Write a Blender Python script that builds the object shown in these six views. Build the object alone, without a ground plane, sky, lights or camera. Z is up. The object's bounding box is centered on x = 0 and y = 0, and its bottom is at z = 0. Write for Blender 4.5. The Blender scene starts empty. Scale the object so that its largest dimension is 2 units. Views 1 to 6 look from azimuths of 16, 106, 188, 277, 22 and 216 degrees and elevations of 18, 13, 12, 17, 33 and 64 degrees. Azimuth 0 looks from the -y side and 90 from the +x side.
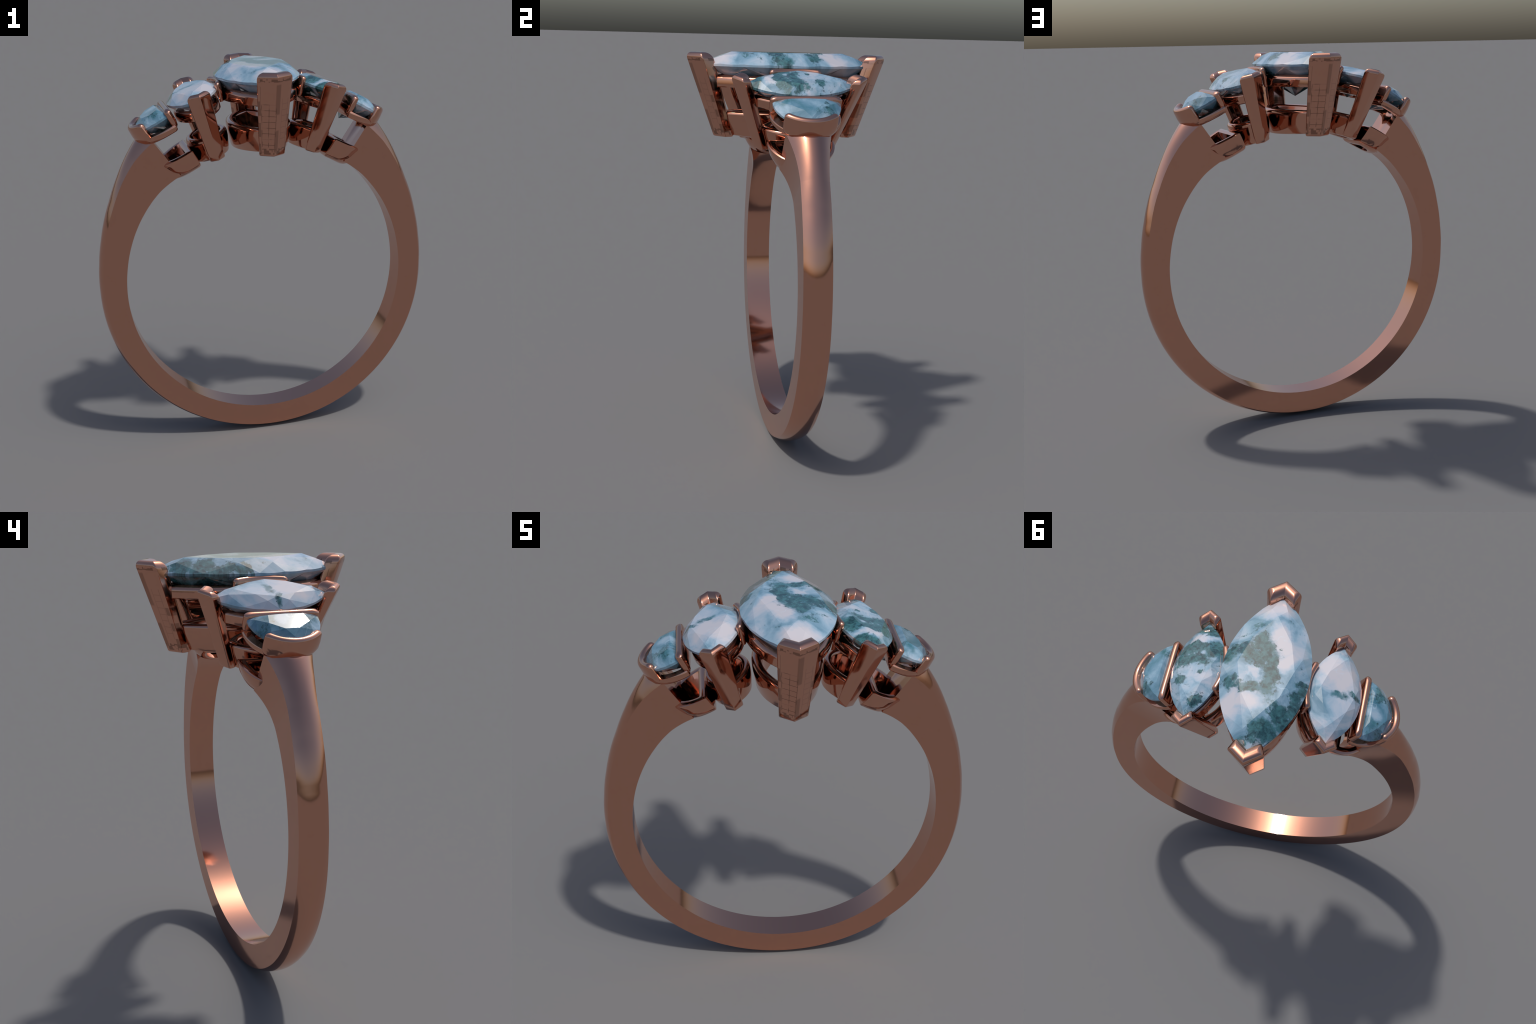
"""Five-stone ring: rose-gold shank and basket settings, moss-agate marquise and half-moon stones.

Ring frame: the finger hole runs along y, the head is at the top (+z).  The whole ring is
turned about z by TURN (rotation of the top-level Empty)."""
import bpy, bmesh, math
from math import sin, cos, pi, radians, sqrt, atan2, hypot
from mathutils import Vector, Matrix

TURN = radians(26.95)
ZC = 0.868            # height of the finger-hole axis
R_GAL = 0.722         # radius to which the undersides of the baskets are cut

# ------------------------------------------------------------------ helpers
ring = bpy.data.objects.new("gemstone_ring", None)
bpy.context.scene.collection.objects.link(ring)
ring.rotation_euler = (0, 0, TURN)
ring["label"] = "rose gold ring with five blue-green moss agate stones"
ring["category"] = "ring"


def interp(x, table):
    if x <= table[0][0]:
        return table[0][1]
    for (x0, y0), (x1, y1) in zip(table, table[1:]):
        if x <= x1:
            return y0 + (y1 - y0) * (x - x0) / (x1 - x0)
    return table[-1][1]


class Frame:
    """A stone's own frame: u along the row of stones, v along y, w along the stone's axis."""
    def __init__(self, x, z, tilt):
        self.o = Vector((x, 0, z))
        self.tilt = tilt

    def matrix(self):
        return Matrix.Translation(self.o) @ Matrix.Rotation(self.tilt, 4, 'Y')

    def gallery_w(self, u, v, r):
        """w at which the line (u, v) meets the finger cylinder of radius r."""
        c, s = cos(self.tilt), sin(self.tilt)
        px, pz = self.o.x + u * c, self.o.z - u * s - ZC
        b = px * s + pz * c
        return -b + sqrt(max(b * b - (px * px + pz * pz) + r * r, 1e-6))


CENTRE = Frame(0.0, 1.932, 0.0)
SIDE = Frame(0.327, 1.852, radians(16.0))
END = Frame(0.478, 1.808, radians(28.0))
# the half-moon stone leans a little more than its seat
_p = .085
END_STONE = Frame(0.478 + _p * (cos(END.tilt) - cos(radians(30.5))), 1.808 - _p * (sin(END.tilt) - sin(radians(30.5))),
                  radians(30.5))


def make(name, verts, faces, mat, frame=None, mirror_x=False, mirror_y=False,
         smooth=35, bevel=0.0, flat=False, sharp_edges=None):
    """Mesh object under the ring. Coordinates are in `frame`; mirrored copies are real meshes."""
    vs = [Vector(v) for v in verts]
    flip = False
    if mirror_y:
        vs = [Vector((v.x, -v.y, v.z)) for v in vs]
        flip = not flip
    M = frame.matrix() if frame else Matrix.Identity(4)
    if mirror_x:
        vs = [Vector((-v.x, v.y, v.z)) for v in vs]
        flip = not flip
        if frame:
            M = Frame(-frame.o.x, frame.o.z, -frame.tilt).matrix()
    if flip:
        faces = [tuple(reversed(f)) for f in faces]
    me = bpy.data.meshes.new(name)
    me.from_pydata([tuple(v) for v in vs], [], [tuple(f) for f in faces])
    bm = bmesh.new()
    bm.from_mesh(me)
    bmesh.ops.recalc_face_normals(bm, faces=bm.faces)
    bm.to_mesh(me)
    bm.free()
    if flat:
        me.shade_flat()
    else:
        me.shade_smooth()
        me.set_sharp_from_angle(angle=radians(smooth))
    me.materials.append(mat)
    ob = bpy.data.objects.new(name, me)
    bpy.context.scene.collection.objects.link(ob)
    ob.parent = ring
    ob.matrix_local = M
    if bevel:
        b = ob.modifiers.new("bevel", 'BEVEL')
        b.width = bevel
        b.segments = 3
        b.limit_method = 'ANGLE'
        b.angle_limit = radians(30)
        b.harden_normals = True
    return ob


def loft(rows, closed_rows=True, cap=True, loop=False):
    """Skin between rows of equal point count (rows are closed outlines)."""
    n = len(rows[0])
    verts = [p for r in rows for p in r]
    faces = []
    m = len(rows)
    for i in range(m if loop else m - 1):
        j = (i + 1) % m
        for k in range(n):
            k2 = (k + 1) % n
            faces.append((i * n + k, i * n + k2, j * n + k2, j * n + k))
    if cap and not loop:
        faces.append(tuple(reversed(range(n))))
        faces.append(tuple((m - 1) * n + k for k in range(n)))
    return verts, faces


# ------------------------------------------------------------------ outlines
def marquise(t, a, b):
    """Point of a marquise (two arcs) at t in [0,1); tips at t=0 (+v) and t=.5 (-v)."""
    R = (a * a + b * b) / (2 * a)
    half = math.asin(min(1, b / R))
    side = 1 if t < 0.5 else -1
    s = (t if t < .5 else t - .5) * 2          # 0..1 tip to tip
    ang = half * (1 - 2 * s)                   # +half .. -half
    u = R * cos(ang) - (R - a)
    v = R * sin(ang)
    return (u, v) if side > 0 else (-u, -v)


MOON_U, MOON_A, MOON_B = 0.020, 0.165, 0.158


def half_moon(t, grow, flat, grow_u=None):
    """Half-moon: half ellipse about (MOON_U, 0) closed by the straight side u = flat."""
    A = MOON_A + (grow if grow_u is None else grow_u)
    B = MOON_B + grow
    beta = math.acos(max(-1, min(1, (flat - MOON_U) / A)))
    arc = 0.64
    if t < arc:
        a = beta * (1 - 2 * t / arc)
        return (MOON_U + A * cos(a), B * sin(a))
    s = (t - arc) / (1 - arc)
    yf = B * sin(beta)
    return (flat, -yf + 2 * yf * s)


def fillet_poly(poly, radii, seg=4):
    out = []
    n = len(poly)
    for i in range(n):
        p = Vector(poly[i]); a = Vector(poly[i - 1]); b = Vector(poly[(i + 1) % n])
        d1 = (a - p).normalized(); d2 = (b - p).normalized()
        ang = d1.angle(d2)
        r = radii[i]
        d = min(r / math.tan(ang / 2), 0.45 * min((a - p).length, (b - p).length))
        p1 = p + d1 * d; p2 = p + d2 * d
        for k in range(seg + 1):
            s = k / seg
            q = (p1 * (1 - s) + p * s) * (1 - s) + (p * (1 - s) + p2 * s) * s
            out.append((q.x, q.y))
    return out


def inset_poly(poly, d):
    n = len(poly)
    out = []
    area = sum(poly[i][0] * poly[(i + 1) % n][1] - poly[(i + 1) % n][0] * poly[i][1] for i in range(n))
    sg = 1 if area > 0 else -1
    for i in range(n):
        p = Vector(poly[i]); a = Vector(poly[i - 1]); b = Vector(poly[(i + 1) % n])
        e1 = (p - a).normalized(); e2 = (b - p).normalized()
        n1 = Vector((-e1.y, e1.x)) * sg; n2 = Vector((-e2.y, e2.x)) * sg
        m = n1 + n2
        m = m / max(m.dot(m) * .5, 1e-6)
        q = p + m * d
        out.append((q.x, q.y))
    return out


# ------------------------------------------------------------------ materials
def nodes_of(name):
    m = bpy.data.materials.new(name)
    m.use_nodes = True
    nt = m.node_tree
    nt.nodes.clear()
    out = nt.nodes.new("ShaderNodeOutputMaterial")
    bsdf = nt.nodes.new("ShaderNodeBsdfPrincipled")
    nt.links.new(bsdf.outputs[0], out.inputs[0])
    return m, nt, bsdf


def N(nt, kind, **kw):
    n = nt.nodes.new(kind)
    for k, v in kw.items():
        if k.startswith("in_"):
            key = k[3:]
            n.inputs[int(key) if key.isdigit() else key].default_value = v
        else:
            setattr(n, k, v)
    return n


def L(nt, a, b):
    nt.links.new(a, b)


GOLD = (0.68, 0.345, 0.243, 1)
ROUGH = 0.09


def gold_material(name, rough=ROUGH):
    m, nt, b = nodes_of(name)
    b.inputs["Metallic"].default_value = 1.0
    tc = N(nt, "ShaderNodeTexCoord")
    nz = N(nt, "ShaderNodeTexNoise", in_Scale=9.0, in_Detail=4.0)
    L(nt, tc.outputs["Object"], nz.inputs["Vector"])
    mr = N(nt, "ShaderNodeMapRange", in_3=rough - .01, in_4=rough + .01)
    L(nt, nz.outputs[0], mr.inputs[0])
    L(nt, mr.outputs[0], b.inputs["Roughness"])
    b.inputs["Base Color"].default_value = GOLD
    return m


rose_gold = gold_material("rose_gold")


def dark_grid_gold():
    """Polished gold whose big outer faces carry a fine dark grid, a painted dark reflection on the ridge and stepped patches.
    Coordinates: x scaled by the claw's taper (so -1..1 spans the face), z along the claw."""
    m, nt, b = nodes_of("rose_gold_dark_grid")
    b.inputs["Metallic"].default_value = 1.0
    b.inputs["Roughness"].default_value = ROUGH
    tc = N(nt, "ShaderNodeTexCoord")
    sep = N(nt, "ShaderNodeSeparateXYZ")
    L(nt, tc.outputs["Object"], sep.inputs[0])
    Z = sep.outputs[2]
    wid = N(nt, "ShaderNodeMapRange", in_1=-.349, in_2=.061, in_3=.065, in_4=.088)
    L(nt, Z, wid.inputs[0])
    neg = N(nt, "ShaderNodeMath", operation='MULTIPLY', in_1=-1.0)
    L(nt, sep.outputs[0], neg.inputs[0])
    dv = N(nt, "ShaderNodeMath", operation='DIVIDE')
    L(nt, neg.outputs[0], dv.inputs[0]); L(nt, wid.outputs[0], dv.inputs[1])
    X = dv.outputs[0]
    comb = N(nt, "ShaderNodeCombineXYZ")
    L(nt, X, comb.inputs[0])
    zs = N(nt, "ShaderNodeMath", operation='MULTIPLY', in_1=13.0)
    L(nt, Z, zs.inputs[0])
    L(nt, zs.outputs[0], comb.inputs[1])

    def band(src, lo, hi, soft):
        p = N(nt, "ShaderNodeMapRange", in_1=lo - soft, in_2=lo + soft)
        q = N(nt, "ShaderNodeMapRange", in_1=hi - soft, in_2=hi + soft, in_3=1.0, in_4=0.0)
        L(nt, src, p.inputs[0]); L(nt, src, q.inputs[0])
        return mul(p.outputs[0], q.outputs[0])

    def mul(p, q):
        mm = N(nt, "ShaderNodeMath", operation='MULTIPLY')
        L(nt, p, mm.inputs[0])
        if isinstance(q, float):
            mm.inputs[1].default_value = q
        else:
            L(nt, q, mm.inputs[1])
        return mm.outputs[0]

    def mx(p, q):
        mm = N(nt, "ShaderNodeMath", operation='MAXIMUM')
        L(nt, p, mm.inputs[0]); L(nt, q, mm.inputs[1])
        return mm.outputs[0]

    br = N(nt, "ShaderNodeTexBrick", offset=0.0, squash=1.0)
    for nm, cc in (("Color1", 0), ("Color2", 0), ("Mortar", 1)):
        br.inputs[nm].default_value = (cc, cc, cc, 1)
    br.inputs["Scale"].default_value = 1.0
    br.inputs["Mortar Size"].default_value = 0.020
    br.inputs["Mortar Smooth"].default_value = 0.4
    br.inputs["Brick Width"].default_value = 0.39
    br.inputs["Row Height"].default_value = 0.375
    L(nt, comb.outputs[0], br.inputs["Vector"])
    outer = band(sep.outputs[1], .22, .6, .01)                       # only the outward faces
    keep = N(nt, "ShaderNodeTexNoise", in_Scale=2.2, in_Detail=1.0)
    L(nt, comb.outputs[0], keep.inputs["Vector"])
    kp = N(nt, "ShaderNodeMapRange", in_1=.40, in_2=.52, in_3=.25, in_4=1.0)
    L(nt, keep.outputs[0], kp.inputs[0])
    grid = mul(mul(mul(br.outputs["Color"], kp.outputs[0]), band(X, -.80, .02, .012)), band(Z, -.300, -.085, .001))
    faint = mul(mul(br.outputs["Color"], band(X, .38, .82, .012)), band(Z, -.285, -.060, .001))
    stripe = mul(band(X, -.05, .24, .02), mx(band(Z, -.325, -.215, .004), band(Z, -.135, .01, .004)))  # dark reflection beside the ridge, drawn into the base colour
    # stepped patches along both edges
    snap = N(nt, "ShaderNodeVectorMath", operation='SNAP')
    snap.inputs[1].default_value = (0.28, 0.46, 1.0)
    L(nt, comb.outputs[0], snap.inputs[0])
    wn = N(nt, "ShaderNodeTexWhiteNoise", noise_dimensions='2D')
    L(nt, snap.outputs[0], wn.inputs["Vector"])
    gt = N(nt, "ShaderNodeMath", operation='GREATER_THAN', in_1=0.50)
    L(nt, wn.outputs["Value"], gt.inputs[0])
    absx = N(nt, "ShaderNodeMath", operation='ABSOLUTE')
    L(nt, X, absx.inputs[0])
    patch = mul(mul(gt.outputs[0], band(absx.outputs[0], .82, .97, .01)), band(Z, -.335, .0, .002))
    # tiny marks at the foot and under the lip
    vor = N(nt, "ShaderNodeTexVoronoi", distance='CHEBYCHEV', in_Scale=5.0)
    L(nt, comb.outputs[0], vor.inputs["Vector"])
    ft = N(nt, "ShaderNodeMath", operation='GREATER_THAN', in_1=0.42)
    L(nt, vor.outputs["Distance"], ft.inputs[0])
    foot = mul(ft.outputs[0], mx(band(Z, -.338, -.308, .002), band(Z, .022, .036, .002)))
    mask = mul(mx(mx(mx(mul(grid, .80), mul(faint, .30)), mul(stripe, .42)), mx(mul(patch, .50), mul(foot, .65))), outer)
    mix = N(nt, "ShaderNodeMix", data_type='RGBA')
    mix.inputs["A"].default_value = GOLD
    mix.inputs["B"].default_value = (0.17, 0.09, 0.065, 1)
    L(nt, mask, mix.inputs["Factor"])
    L(nt, mix.outputs["Result"], b.inputs["Base Color"])
    return m


gridded = dark_grid_gold()


def agate(name, seed, dark_level, blue, blobs, scale=1.0, core_shift=0.0, white=(0.51, 0.50, 0.54, 1)):
    """Moss agate: milky lilac-white and sky-blue clouds, dendritic dark teal moss in patches.

    blobs: (u, v, ru, rv, turn, strength) soft ellipses in the stone's plane where moss gathers
    (strength > 0) or where milky white lies (strength < 0)."""
    m, nt, b = nodes_of(name)
    b.inputs["Roughness"].default_value = 0.05
    b.inputs["IOR"].default_value = 1.58
    b.inputs["Coat Weight"].default_value = 0.8
    b.inputs["Coat Roughness"].default_value = 0.03
    tc = N(nt, "ShaderNodeTexCoord")
    flat = N(nt, "ShaderNodeVectorMath", operation='MULTIPLY')
    flat.inputs[1].default_value = (1, 1, 0.04)
    L(nt, tc.outputs["Object"], flat.inputs[0])
    off = N(nt, "ShaderNodeVectorMath", operation='ADD')
    off.inputs[1].default_value = (seed * 3.17, seed * 1.31, seed * 2.03)
    L(nt, flat.outputs[0], off.inputs[0])
    P = off.outputs[0]
    plane = N(nt, "ShaderNodeVectorMath", operation='MULTIPLY')
    plane.inputs[1].default_value = (1, 1, 0)
    L(nt, tc.outputs["Object"], plane.inputs[0])

    def noise(sc, det, rough=.5, dist=0.0, vec=None):
        n = N(nt, "ShaderNodeTexNoise", in_Scale=sc * scale, in_Detail=det, in_Roughness=rough, in_Distortion=dist)
        L(nt, vec or P, n.inputs["Vector"])
        return n

    def math2(op, a, c):
        mm = N(nt, "ShaderNodeMath", operation=op)
        for i, s in enumerate((a, c)):
            if isinstance(s, (int, float)):
                mm.inputs[i].default_value = s
            else:
                L(nt, s, mm.inputs[i])
        return mm.outputs[0]

    def smooth(v, lo, hi, a=0.0, c=1.0):
        mr = N(nt, "ShaderNodeMapRange", interpolation_type='SMOOTHSTEP', in_1=lo, in_2=hi, in_3=a, in_4=c)
        L(nt, v, mr.inputs[0])
        return mr.outputs[0]

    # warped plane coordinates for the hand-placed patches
    warp = noise(9.0, 5.0, .6)
    wsub = N(nt, "ShaderNodeVectorMath", operation='SUBTRACT')
    wsub.inputs[1].default_value = (.5, .5, .5)
    L(nt, warp.outputs["Color"], wsub.inputs[0])
    wsc = N(nt, "ShaderNodeVectorMath", operation='SCALE')
    wsc.inputs["Scale"].default_value = 0.13 / scale
    wsub2 = N(nt, "ShaderNodeVectorMath", operation='MULTIPLY')
    wsub2.inputs[1].default_value = (1, 1, 0)
    L(nt, wsub.outputs[0], wsub2.inputs[0])
    L(nt, wsub2.outputs[0], wsc.inputs[0])
    wadd = N(nt, "ShaderNodeVectorMath", operation='ADD')
    L(nt, plane.outputs[0], wadd.inputs[0])
    L(nt, wsc.outputs[0], wadd.inputs[1])

    moss = None
    milk = None
    for (u, v, ru, rv, turn, st) in blobs:
        mp = N(nt, "ShaderNodeMapping", vector_type='TEXTURE')
        mp.inputs["Location"].default_value = (u, v, 0)
        mp.inputs["Rotation"].default_value = (0, 0, radians(turn))
        mp.inputs["Scale"].default_value = (ru, rv, 1.0)
        L(nt, wadd.outputs[0], mp.inputs["Vector"])
        ln = N(nt, "ShaderNodeVectorMath", operation='LENGTH')
        L(nt, mp.outputs[0], ln.inputs[0])
        fall = smooth(ln.outputs["Value"], 0.30, 1.45, abs(st), 0.0)
        if st > 0:
            moss = fall if moss is None else math2('MAXIMUM', moss, fall)
        else:
            milk = fall if milk is None else math2('MAXIMUM', milk, fall)

    # cloudy ground: deep blue <-> sky blue <-> milky white
    cloud = noise(7.0, 6.0, .55, .8)
    cl = cloud.outputs[0]
    if milk is not None:
        cl = math2('ADD', cl, math2('MULTIPLY', milk, .34))
    cl = math2('SUBTRACT', cl, blue)
    ramp = N(nt, "ShaderNodeValToRGB")
    e = ramp.color_ramp.elements
    e[0].position = 0.20; e[0].color = (0.055, 0.17, 0.24, 1)
    e[1].position = 0.80; e[1].color = white
    x = e.new(0.36); x.color = (0.13, 0.25, 0.34, 1)
    x = e.new(0.48); x.color = (0.24, 0.37, 0.475, 1)
    x = e.new(0.62); x.color = (0.38, 0.445, 0.53, 1)
    L(nt, cl, ramp.inputs[0])

    # fine healed cracks, pale
    vein_n = noise(4.0, 3.0, .5, 1.2)
    vein = math2('ABSOLUTE', math2('SUBTRACT', vein_n.outputs[0], .47), 0)
    gate = smooth(noise(6.0, 2.0).outputs[0], .50, .62)
    veinm = math2('MULTIPLY', math2('MULTIPLY', smooth(vein, 0.0, .010, 1.0, 0.0), gate), .32)
    mixv = N(nt, "ShaderNodeMix", data_type='RGBA')
    mixv.inputs["B"].default_value = (0.50, 0.66, 0.78, 1)
    L(nt, veinm, mixv.inputs["Factor"])
    L(nt, ramp.outputs[0], mixv.inputs["A"])

    # soft teal clouds around the moss
    n0 = noise(8.0, 5.0, .6, .5)
    g = math2('ADD', math2('MULTIPLY', n0.outputs[0], .9), dark_level)
    if moss is not None:
        g = math2('ADD', g, math2('MULTIPLY', moss, .30))
    if milk is not None:
        g = math2('SUBTRACT', g, math2('MULTIPLY', milk, .22))
    halo = smooth(g, .50, .78)
    mixh = N(nt, "ShaderNodeMix", data_type='RGBA')
    mixh.inputs["B"].default_value = (0.028, 0.130, 0.160, 1)
    L(nt, math2('MULTIPLY', halo, .92), mixh.inputs["Factor"])
    L(nt, mixv.outputs["Result"], mixh.inputs["A"])
    # dendritic moss, in patches
    n1 = noise(20.0, 12.0, .70, .2)
    n2 = noise(75.0, 4.0, .6, .2)
    f = math2('ADD', math2('MULTIPLY', n1.outputs[0], .80), math2('MULTIPLY', n2.outputs[0], .20))
    if moss is not None:
        f = math2('ADD', f, math2('MULTIPLY', moss, .23))
    f = math2('ADD', f, dark_level)
    if milk is not None:
        f = math2('SUBTRACT', f, math2('MULTIPLY', milk, .10))
    core = smooth(math2('ADD', f, core_shift), .585, .680)
    dark = N(nt, "ShaderNodeValToRGB")
    d = dark.color_ramp.elements
    d[0].position = .38; d[0].color = (0.004, 0.028, 0.032, 1)
    d[1].position = .62; d[1].color = (0.045, 0.150, 0.160, 1)
    L(nt, noise(38.0, 6.0, .65, .3).outputs[0], dark.inputs[0])
    mixd = N(nt, "ShaderNodeMix", data_type='RGBA')
    L(nt, math2('MULTIPLY', core, .90), mixd.inputs["Factor"])
    L(nt, mixh.outputs["Result"], mixd.inputs["A"])
    L(nt, dark.outputs[0], mixd.inputs["B"])
    L(nt, mixd.outputs["Result"], b.inputs["Base Color"])
    return m


# ------------------------------------------------------------------ shank
CROWN = [(35, 1.020), (39, 1.005), (50.6, .950), (54, .936), (58.5, .919), (66.5, .899), (72, .887), (80, .876), (90, .8695), (105, .8685), (180, .868)]
INNER = [(35, .737), (45, .743), (60, .741), (80, .7345), (100, .732), (180, .732)]
EDGE = [(35, .957), (43, .944), (50.6, .922), (59.3, .895), (70.8, .867), (80, .853), (90, .846), (180, .847)]


def half_width(th):
    if th >= 50.6:
        return 0.067
    s = (50.6 - th) / (50.6 - 35)
    return 0.067 + 0.040 * (0.25 * s + 0.75 * s * s)


def build_shank():
    ths = [35 + (50.6 - 35) * i / 24 for i in range(25)] + [50.6 + (180 - 50.6) * i / 110 for i in range(1, 111)]
    full = ths + [360 - t for t in reversed(ths[:-1])]
    rows = []
    NA = 20
    ct, st = cos(END.tilt), sin(END.tilt)
    for t in full:
        q = t if t <= 180 else 360 - t
        h, re, rc = half_width(q), interp(q, EDGE), interp(q, CROWN)
        ri = interp(q, INNER)
        sec = [(ri, -h), (ri, -h * .33), (ri, h * .33), (ri, h)]
        arc = []
        for k in range(NA + 1):
            f = 1 - 2 * k / NA                       # +1 .. -1
            # gently domed (D) section
            dome = 1 - abs(f) ** 2.2
            arc.append((re + (rc - re) * dome, h * f))
        row = []
        for (r, y) in sec + arc:
            x, z = r * sin(radians(t)), ZC + r * cos(radians(t))
            # the shoulder ends under the flat seat of the end stone
            dx, dz = abs(x) - END.o.x, z - END.o.z
            w = dx * st + dz * ct
            u = dx * ct - dz * st
            rho = hypot((u - MOON_U) / MOON_A, y / MOON_B)
            g = min(1, max(0, (rho - .72) / .14))
            lim = -.102 + .034 * g * g * (3 - 2 * g)
            if z > 1.3 and w > lim:
                k = w - lim
                sx = 1 if x > 0 else -1
                x -= sx * k * st
                z -= k * ct
            row.append((x, y, z))
        rows.append(row)
    v, f = loft(rows)
    ob = make("shank", v, f, rose_gold, smooth=28)
    # crease where the shoulder starts to flare
    me = ob.data
    n = len(rows[0])
    crease = {24, len(full) - 1 - 24}
    for e in me.edges:
        a, b = e.vertices
        if a // n == b // n and (a // n) in crease:
            e.use_edge_sharp = True
    return ob


build_shank()


# ------------------------------------------------------------------ baskets
def marquise_ring(name, frame, profile, mat, mirror=False, n=128):
    """Closed ring: profile is a loop of (a, b, w) or (a, b, ('gal', r)) rows."""
    rows = []
    for (a, b, w) in profile:
        row = []
        for k in range(n):
            u, v = marquise(k / n, a, b)
            ww = frame.gallery_w(u, v, w[1]) if isinstance(w, tuple) else max(w, frame.gallery_w(u, v, R_GAL + .004))
            row.append((u, v, ww))
        rows.append(row)
    v, f = loft(rows, loop=True)
    return make(name, v, f, mat, frame, mirror_x=mirror, smooth=40)


def rail_profile(a, b, k, w0, w1, t):
    """Rounded-top gallery rail: outer half width a, half length b, wall t."""
    r = min(t * .5, (w1 - w0) * .45)
    out = []
    out.append((a - .003, b - .003 * k, w0))
    out.append((a, b, w0 + .004))
    for i in range(7):
        g = pi / 2 * i / 6
        out.append((a - r * (1 - cos(g)), b - k * r * (1 - cos(g)), w1 - r + r * sin(g)))
    for i in range(1, 7):
        g = pi / 2 * i / 6
        out.append((a - r - (t - r) * sin(g), b - k * (r + (t - r) * sin(g)), w1 - r * .8 * (1 - cos(g))))
    out.append((a - t, b - k * t, w0 + .004))
    out.append((a - t + .003, b - k * (t - .003), w0))
    return out


def base_profile(frame, a, b, k, w_top, t, a2, b2):
    """Tapered lower basket ring, underside cut to the finger cylinder."""
    out = [(a2 - .012, b2 - .012 * k, ('gal', R_GAL)), (a2 - .003, b2 - .003 * k, ('gal', R_GAL + .004)),
           (a2, b2, ('gal', R_GAL + .011))]
    r = .018
    s = .62
    out.append((a * (1 - .12) + a2 * .12, b * (1 - .12) + b2 * .12, w_top - .045))
    for i in range(7):
        g = pi / 2 * i / 6
        out.append((a - r * (1 - cos(g)), b - k * r * (1 - cos(g)), w_top - r + r * sin(g)))
    for i in range(1, 5):
        g = pi / 2 * i / 4
        out.append((a - r - (t - r) * sin(g), b - k * (r + (t - r) * sin(g)), w_top - .012 * (1 - cos(g))))
    out.append((a2 - t, b2 - t * k, ('gal', R_GAL + .004)))
    out.append((a2 - t + .004, b2 - (t - .004) * k, ('gal', R_GAL)))
    return out


marquise_ring("gallery_rail", CENTRE, rail_profile(.194, .424, 1.8, -.103, -.043, .052), rose_gold)
marquise_ring("base_ring", CENTRE, base_profile(CENTRE, .159, .358, 1.7, -.220, .042, .140, .320), rose_gold)
for mir in (False, True):
    marquise_ring("gallery_rail", SIDE, rail_profile(.117, .238, 1.6, -.094, -.041, .036), rose_gold, mir)
    marquise_ring("base_ring", SIDE, base_profile(SIDE, .107, .180, 1.5, -.196, .034, .090, .150), rose_gold, mir)


def half_moon_ring(name, frame, profile, mirror, n=96):
    rows = []
    for (R, fl, w) in profile:
        row = []
        for k in range(n):
            u, v = half_moon(k / n, R, fl)
            ww = frame.gallery_w(u, v, w[1]) if isinstance(w, tuple) else max(w, frame.gallery_w(u, v, R_GAL + .004))
            row.append((u, v, ww))
        rows.append(row)
    v, f = loft(rows, loop=True)
    return make(name, v, f, rose_gold, frame, mirror_x=mirror, smooth=40)


for mir in (False, True):
    half_moon_ring("stone_seat", END, [
        (-.002, .004, -.110), (.005, -.001, -.104), (.010, -.003, -.092), (.010, -.003, -.083), (.006, .000, -.077),
        (-.022, .026, -.072), (-.036, .036, -.085), (-.036, .036, -.104), (-.030, .030, -.110)], mir)
    half_moon_ring("base_ring", END, [
        (-.072, .012, ('gal', R_GAL - .008)), (-.056, .004, ('gal', R_GAL - .005)), (-.040, -.003, ('gal', R_GAL + .003)),
        (-.026, -.006, ('gal', R_GAL + .016)), (-.011, -.006, -.288), (-.002, -.006, -.258), (.003, -.006, -.244),
        (.003, -.003, -.236), (-.004, .004, -.231),
        (-.020, .018, -.229), (-.034, .030, -.233), (-.038, .034, -.250), (-.060, .034, -.300),
        (-.080, .030, ('gal', R_GAL - .006))], mir)


# ------------------------------------------------------------------ claw prongs (chevron section)
def claw(frame, top, bot, w_top, w_bot, lip, mat, mirror_x, mirror_y):
    """top/bot: (v_ridge, half, v_corner, half_inner, v_inner, v_notch) at the height where the
    lip starts to round over and at the foot; v points outwards (towards +v)."""
    def sec(s):
        p = [bot[i] + (top[i] - bot[i]) * s for i in range(6)]
        vr, hw, vc, hi, vi, vn, = p
        return [(0, vr), (hw, vc), (hi, vi), (0, vn), (-hi, vi), (-hw, vc)]
    rad = [.004, .012, .010, .006, .010, .012]
    rows = []
    H = w_top - w_bot

    def add(w, inset):
        s = (w - w_bot) / H
        poly = sec(s)
        if inset:
            poly = inset_poly(poly, inset)
        poly = fillet_poly(poly, [max(.0015, r - inset * .4) for r in rad])
        rows.append([(p[0], p[1], w) for p in poly])
    add(w_bot, .007)
    add(w_bot + .002, .003)
    add(w_bot + .007, 0)
    for i in range(1, 8):
        add(w_bot + .007 + (H - lip - .007) * i / 8, 0)
    for i in range(9):
        g = pi / 2 * i / 8
        add(w_top - lip + lip * sin(g), min(.030, lip * .92) * (1 - cos(g)))
    v, f = loft(rows)
    return make("claw_prong", v, f, mat, frame, mirror_x=mirror_x, mirror_y=mirror_y, smooth=32)


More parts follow.
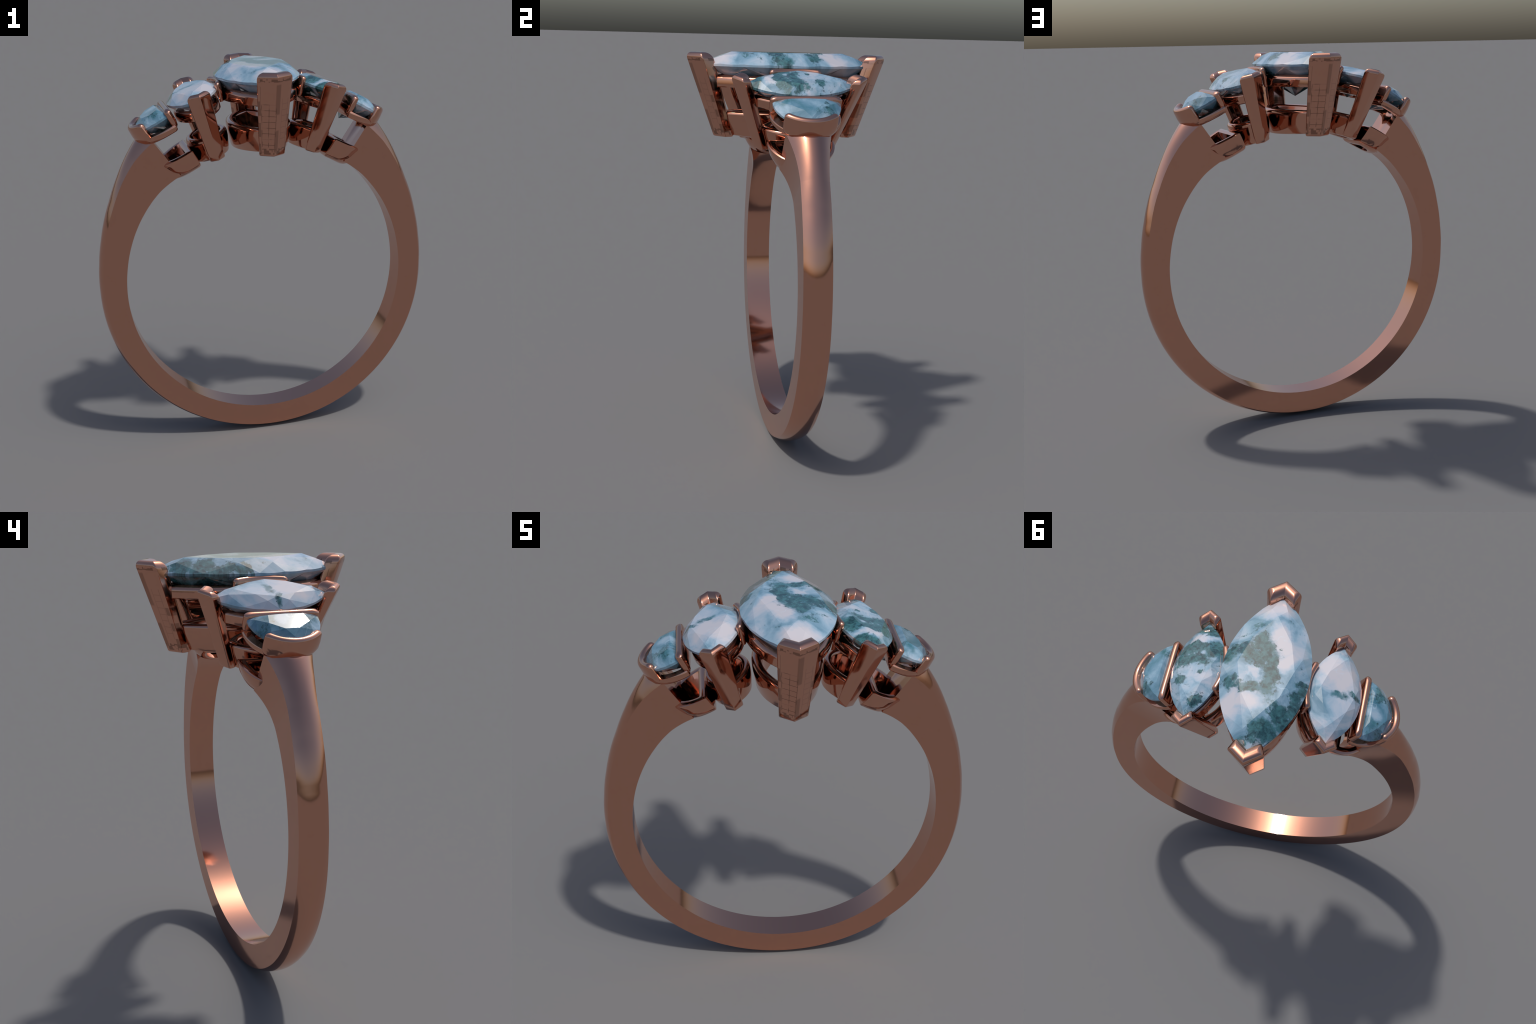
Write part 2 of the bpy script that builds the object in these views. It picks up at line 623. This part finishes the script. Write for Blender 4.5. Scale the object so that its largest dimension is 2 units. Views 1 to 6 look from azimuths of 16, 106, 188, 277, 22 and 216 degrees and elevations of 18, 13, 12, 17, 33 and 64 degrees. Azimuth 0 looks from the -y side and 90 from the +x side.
for my in (False, True):
    ob = claw(CENTRE, (.513, .089, .446, .060, .380, .426), (.366, .065, .318, .044, .264, .312),
              .063, -.349, .034, gridded, False, False)
    if not my:                                   # the front claw is the back one turned half round
        ob.matrix_local = CENTRE.matrix() @ Matrix.Rotation(pi, 4, 'Z')
    for mx_ in (False, True):
        claw(SIDE, (.335, .061, .287, .040, .240, .276), (.197, .041, .164, .028, .127, .155),
             .050, -.314, .028, rose_gold, mx_, my)


# ------------------------------------------------------------------ bar prongs
def strip(path, half, seg=8):
    """Outline of a strip of half width `half` along path with round ends."""
    n = len(path)
    left, right = [], []
    tang = []
    for i in range(n):
        a = Vector(path[max(i - 1, 0)]); b = Vector(path[min(i + 1, n - 1)])
        tang.append((b - a).normalized())
    for p, t in zip(path, tang):
        nrm = Vector((-t.y, t.x))
        left.append((p[0] + nrm.x * half, p[1] + nrm.y * half))
        right.append((p[0] - nrm.x * half, p[1] - nrm.y * half))
    out = list(right)
    t = tang[-1]; a0 = atan2(-t.x, t.y)
    for k in range(1, seg):
        a = a0 + pi * k / seg
        out.append((path[-1][0] + half * cos(a), path[-1][1] + half * sin(a)))
    out += list(reversed(left))
    t = tang[0]; a0 = atan2(t.x, -t.y)
    for k in range(1, seg):
        a = a0 + pi * k / seg
        out.append((path[0][0] + half * cos(a), path[0][1] + half * sin(a)))
    return out


def bar(frame, path_fn, half, w_top, rows_low, len_round, mirror):
    """path_fn(shorten, outward) -> centre line; rows_low: (w, half, shorten, outward)."""
    rows = []
    for (w, h, sh, ow) in rows_low:
        rows.append([(p[0], p[1], w) for p in strip(path_fn(sh, ow), h)])
    r = half
    for i in range(9):
        g = pi / 2 * i / 8 * .985
        rows.append([(p[0], p[1], w_top - r + r * sin(g)) for p in
                     strip(path_fn(len_round * (1 - cos(g)), 0), max(half * cos(g), .0006))])
    v, f = loft(rows)
    return make("bar_prong", v, f, rose_gold, frame, mirror_x=mirror, smooth=50)


def straight_path(sh, ow):
    L0 = .151 - sh
    return [(0.0 + ow, -L0 + 2 * L0 * i / 8) for i in range(9)]


def curved_path(sh, ow):
    A, B = .170 + ow, .158 + ow
    ang = radians(42) - sh / .155
    return [(MOON_U + A * cos(a), B * sin(a)) for a in [-ang + 2 * ang * i / 24 for i in range(25)]]


def inner_path(sh, ow):
    a, b = .142, .265
    R = (a * a + b * b) / (2 * a)
    y0 = .112 - sh
    return [(-(sqrt(R * R - y * y) - (R - a)) + ow, y) for y in [y0 - 2 * y0 * i / 16 for i in range(17)]]


for mir in (False, True):
    bar(END, straight_path, .0175, .006,
        [(-.100, .010, .020, .006), (-.085, .0150, .006, .002), (-.06, .0175, 0, 0), (-.03, .0175, 0, 0)], .026, mir)
    bar(END, curved_path, .0185, .008,
        [(-.112, .008, .012, -.020), (-.098, .0165, .003, -.008), (-.075, .0200, 0, -.002), (-.045, .0200, 0, 0),
         (-.02, .0190, 0, 0)], .006, mir)
    bar(SIDE, inner_path, .0155, .040,
        [(-.060, .009, .006, .006), (-.03, .012, .002, .003), (.0, .0155, 0, 0)], .006, mir)


# ------------------------------------------------------------------ gemstones
def brilliant(name, frame, outline, mains, ctr, table, w_table, w_mid, w_girdle, w_culet, culet, mat, mirror=False, sub=4):
    """Brilliant cut on any outline: table, stars, kites, upper girdle facets, girdle, pavilion.

    outline(t) gives the girdle; mains are the outline parameters of the main facets; table holds the
    scale factors (about ctr) of the table corners; the star points follow from planar kite facets."""
    n = len(mains)
    verts, faces = [], []

    def add(p):
        verts.append(p)
        return len(verts) - 1

    def toward(t, s):
        u, v = outline(t % 1.0)
        return (ctr[0] + (u - ctr[0]) * s, ctr[1] + (v - ctr[1]) * s)
    ts = list(mains)
    nxt = [(ts[(i + 1) % n] + (1 if i == n - 1 else 0)) for i in range(n)]
    T2 = [toward(ts[i], table[i]) + (w_table,) for i in range(n)]
    G2 = [outline(t % 1.0) + (w_girdle,) for t in ts]
    planes = []                                   # plane of every main (kite) facet
    for i in range(n):
        p, q = outline((ts[i] + .012) % 1.0), outline((ts[i] - .012) % 1.0)
        tang = Vector((p[0] - q[0], p[1] - q[1], 0)).normalized()
        nrm = tang.cross(Vector(T2[i]) - Vector(G2[i])).normalized()
        planes.append((nrm, nrm.dot(Vector(G2[i]))))
    T = [add(p) for p in T2]
    Mid = []
    for i in range(n):
        (n1, d1), (n2, d2) = planes[i], planes[(i + 1) % n]
        c1, c2 = d1 - n1.z * w_mid, d2 - n2.z * w_mid
        det = n1.x * n2.y - n1.y * n2.x
        Mid.append(add(((c1 * n2.y - c2 * n1.y) / det, (n1.x * c2 - n2.x * c1) / det, w_mid)))
    G, Glow = [], []

    def on_plane(p, a, b, c):
        nn = (Vector(b) - Vector(a)).cross(Vector(c) - Vector(a))
        return a[2] - (nn.x * (p[0] - a[0]) + nn.y * (p[1] - a[1])) / nn.z
    for i in range(n):
        g0, g2 = G2[i], G2[(i + 1) % n]
        g1 = outline(((ts[i] + nxt[i]) / 2) % 1.0) + (w_girdle,)
        for k in range(2 * sub):
            t = ts[i] + (nxt[i] - ts[i]) * k / (2 * sub)
            u, v = outline(t % 1.0)
            # flat facets meet the round girdle in shallow scallops
            e0, e1 = (g0, g1) if k < sub else (g1, g2)
            w = w_girdle if k in (0, sub) else max(w_girdle - .008, on_plane((u, v), verts[Mid[i]], e0, e1))
            G.append(add((u, v, w)))
            Glow.append(add((u, v, w_girdle - .012)))
    S = 2 * sub
    tot = n * S
    cu = add((culet[0], culet[1], w_culet))
    PM = []
    for i in range(n):
        u, v = outline(((ts[i] + nxt[i]) / 2) % 1.0)
        s = .80
        PM.append(add((culet[0] + (u - culet[0]) * s, culet[1] + (v - culet[1]) * s,
                       w_culet + (w_girdle - w_culet) * .61)))
    faces.append(tuple(T))
    for i in range(n):
        j = (i + 1) % n
        faces.append((T[i], Mid[i], T[j]))                       # star
        faces.append((T[i], Mid[i - 1], G[i * S], Mid[i]))       # kite
        for h in (0, sub):                                       # upper girdle facets
            faces.append((Mid[i],) + tuple(G[(i * S + h + k) % tot] for k in range(sub + 1)))
        for k in range(S):
            a, c = G[i * S + k], G[(i * S + k + 1) % tot]
            al, cl = Glow[i * S + k], Glow[(i * S + k + 1) % tot]
            faces.append((a, al, cl, c))
            faces.append((al, PM[i], cl))                        # lower girdle facets
        faces.append((Glow[i * S], PM[i - 1], cu))
        faces.append((Glow[i * S], cu, PM[i]))
    return make(name, verts, faces, mat, frame, mirror_x=mirror, flat=True)


def marquise_mains():
    return [i / 8 for i in range(8)]


agate_centre = agate("moss_agate_centre", 1.0, 0.0, 0.035, [
    (.035, -.080, .105, .085, 15, 1), (-.028, .0, .045, .085, 0, 1), (-.022, .085, .050, .070, 0, .95),
    (.060, .125, .075, .030, -10, .9), (.140, .100, .045, .040, 0, .9), (.165, -.060, .070, .045, 0, .75),
    (.095, -.205, .080, .040, 30, .5), (-.090, .215, .050, .090, 25, 1), (-.060, .305, .080, .055, 20, 1),
    (.015, .362, .080, .030, 10, .8), (-.172, .050, .050, .018, 25, .9), (-.160, .165, .045, .070, 0, 1), (-.135, .255, .040, .060, 20, 1), (-.185, .090, .030, .040, 0, .9),
    (.040, -.330, .090, .065, 0, -1), (-.050, -.170, .050, .110, 20, -1), (-.093, -.045, .045, .050, 0, -.9),
    (.064, .038, .024, .036, 0, -.9), (.045, .200, .060, .050, 0, -.9), (.125, .215, .050, .080, 0, -.8),
    (-.120, -.130, .050, .090, 0, -.6)])
agate_teal = agate("moss_agate_teal", 2.3, 0.05, 0.06, [
    (-.01, -.205, .080, .030, 0, .8), (.020, -.100, .110, .030, 10, 1), (.060, -.025, .060, .045, 10, 1),
    (-.005, -.045, .070, .036, -10, .9), (-.078, -.090, .040, .050, 0, .8), (.050, .080, .028, .020, 0, .8),
    (-.048, .036, .020, .016, 0, .8), (-.038, .172, .032, .044, 0, .8),
    (-.010, -.155, .060, .024, 10, -1), (-.075, .070, .045, .045, 0, -.8), (-.030, .125, .045, .040, 0, -.7)], 1.35)
agate_milky = agate("moss_agate_milky", 4.1, -.07, -.06, [
    (-.030, .026, .050, .026, 15, 1), (.000, .020, .045, .026, 0, 1), (-.085, .002, .055, .022, -20, 1),
    (.050, -.110, .060, .080, 0, -1), (-.016, -.060, .070, .070, 0, -.8), (-.016, .075, .08, .03, 10, -.1)], 1.2)
agate_sky = agate("moss_agate_sky", 5.7, 0.03, 0.10, [(.11, .09, .06, .06, 0, .8), (.03, -.11, .04, .04, 0, .6)], 1.1, -.09)
agate_deep = agate("moss_agate_deep", 7.2, 0.05, 0.17, [(-.066, -.080, .05, .06, 0, .7), (-.09, .10, .05, .05, 0, .6),
                                                       (-.068, .022, .05, .04, 0, -.6)], 1.1, -.08)

A_C, B_C = .209, .437
brilliant("marquise_gemstone", CENTRE, lambda t: marquise(t, A_C, B_C), marquise_mains(), (0, 0),
          [.643, .60, .642, .60] * 2, .068, .050, .010, -.163, (0, 0), agate_centre)
A_S, B_S = .133, .262
SIDE_STONE = Frame(SIDE.o.x + .003, SIDE.o.z - .001, radians(18.0))
for mir, mat in ((False, agate_teal), (True, agate_milky)):
    brilliant("marquise_gemstone", SIDE_STONE, lambda t: marquise(t, A_S, B_S), marquise_mains(), (0, 0),
              [.643, .60, .642, .60] * 2, .046, .034, .008, -.105, (0, 0), mat, mir)
# half-moon: mains at the two corners, three along the arc and one on the straight side
for mir, mat in ((False, agate_sky), (True, agate_deep)):
    brilliant("half_moon_gemstone", END_STONE, lambda t: half_moon(t, 0.0, .010), [0, .11, .25, .39, .53, .64, .82], (.060, 0),
              [.50, .64, .56, .56, .64, .50, .58], .014, .000, -.022, -.140, (.022, 0), mat, mir)
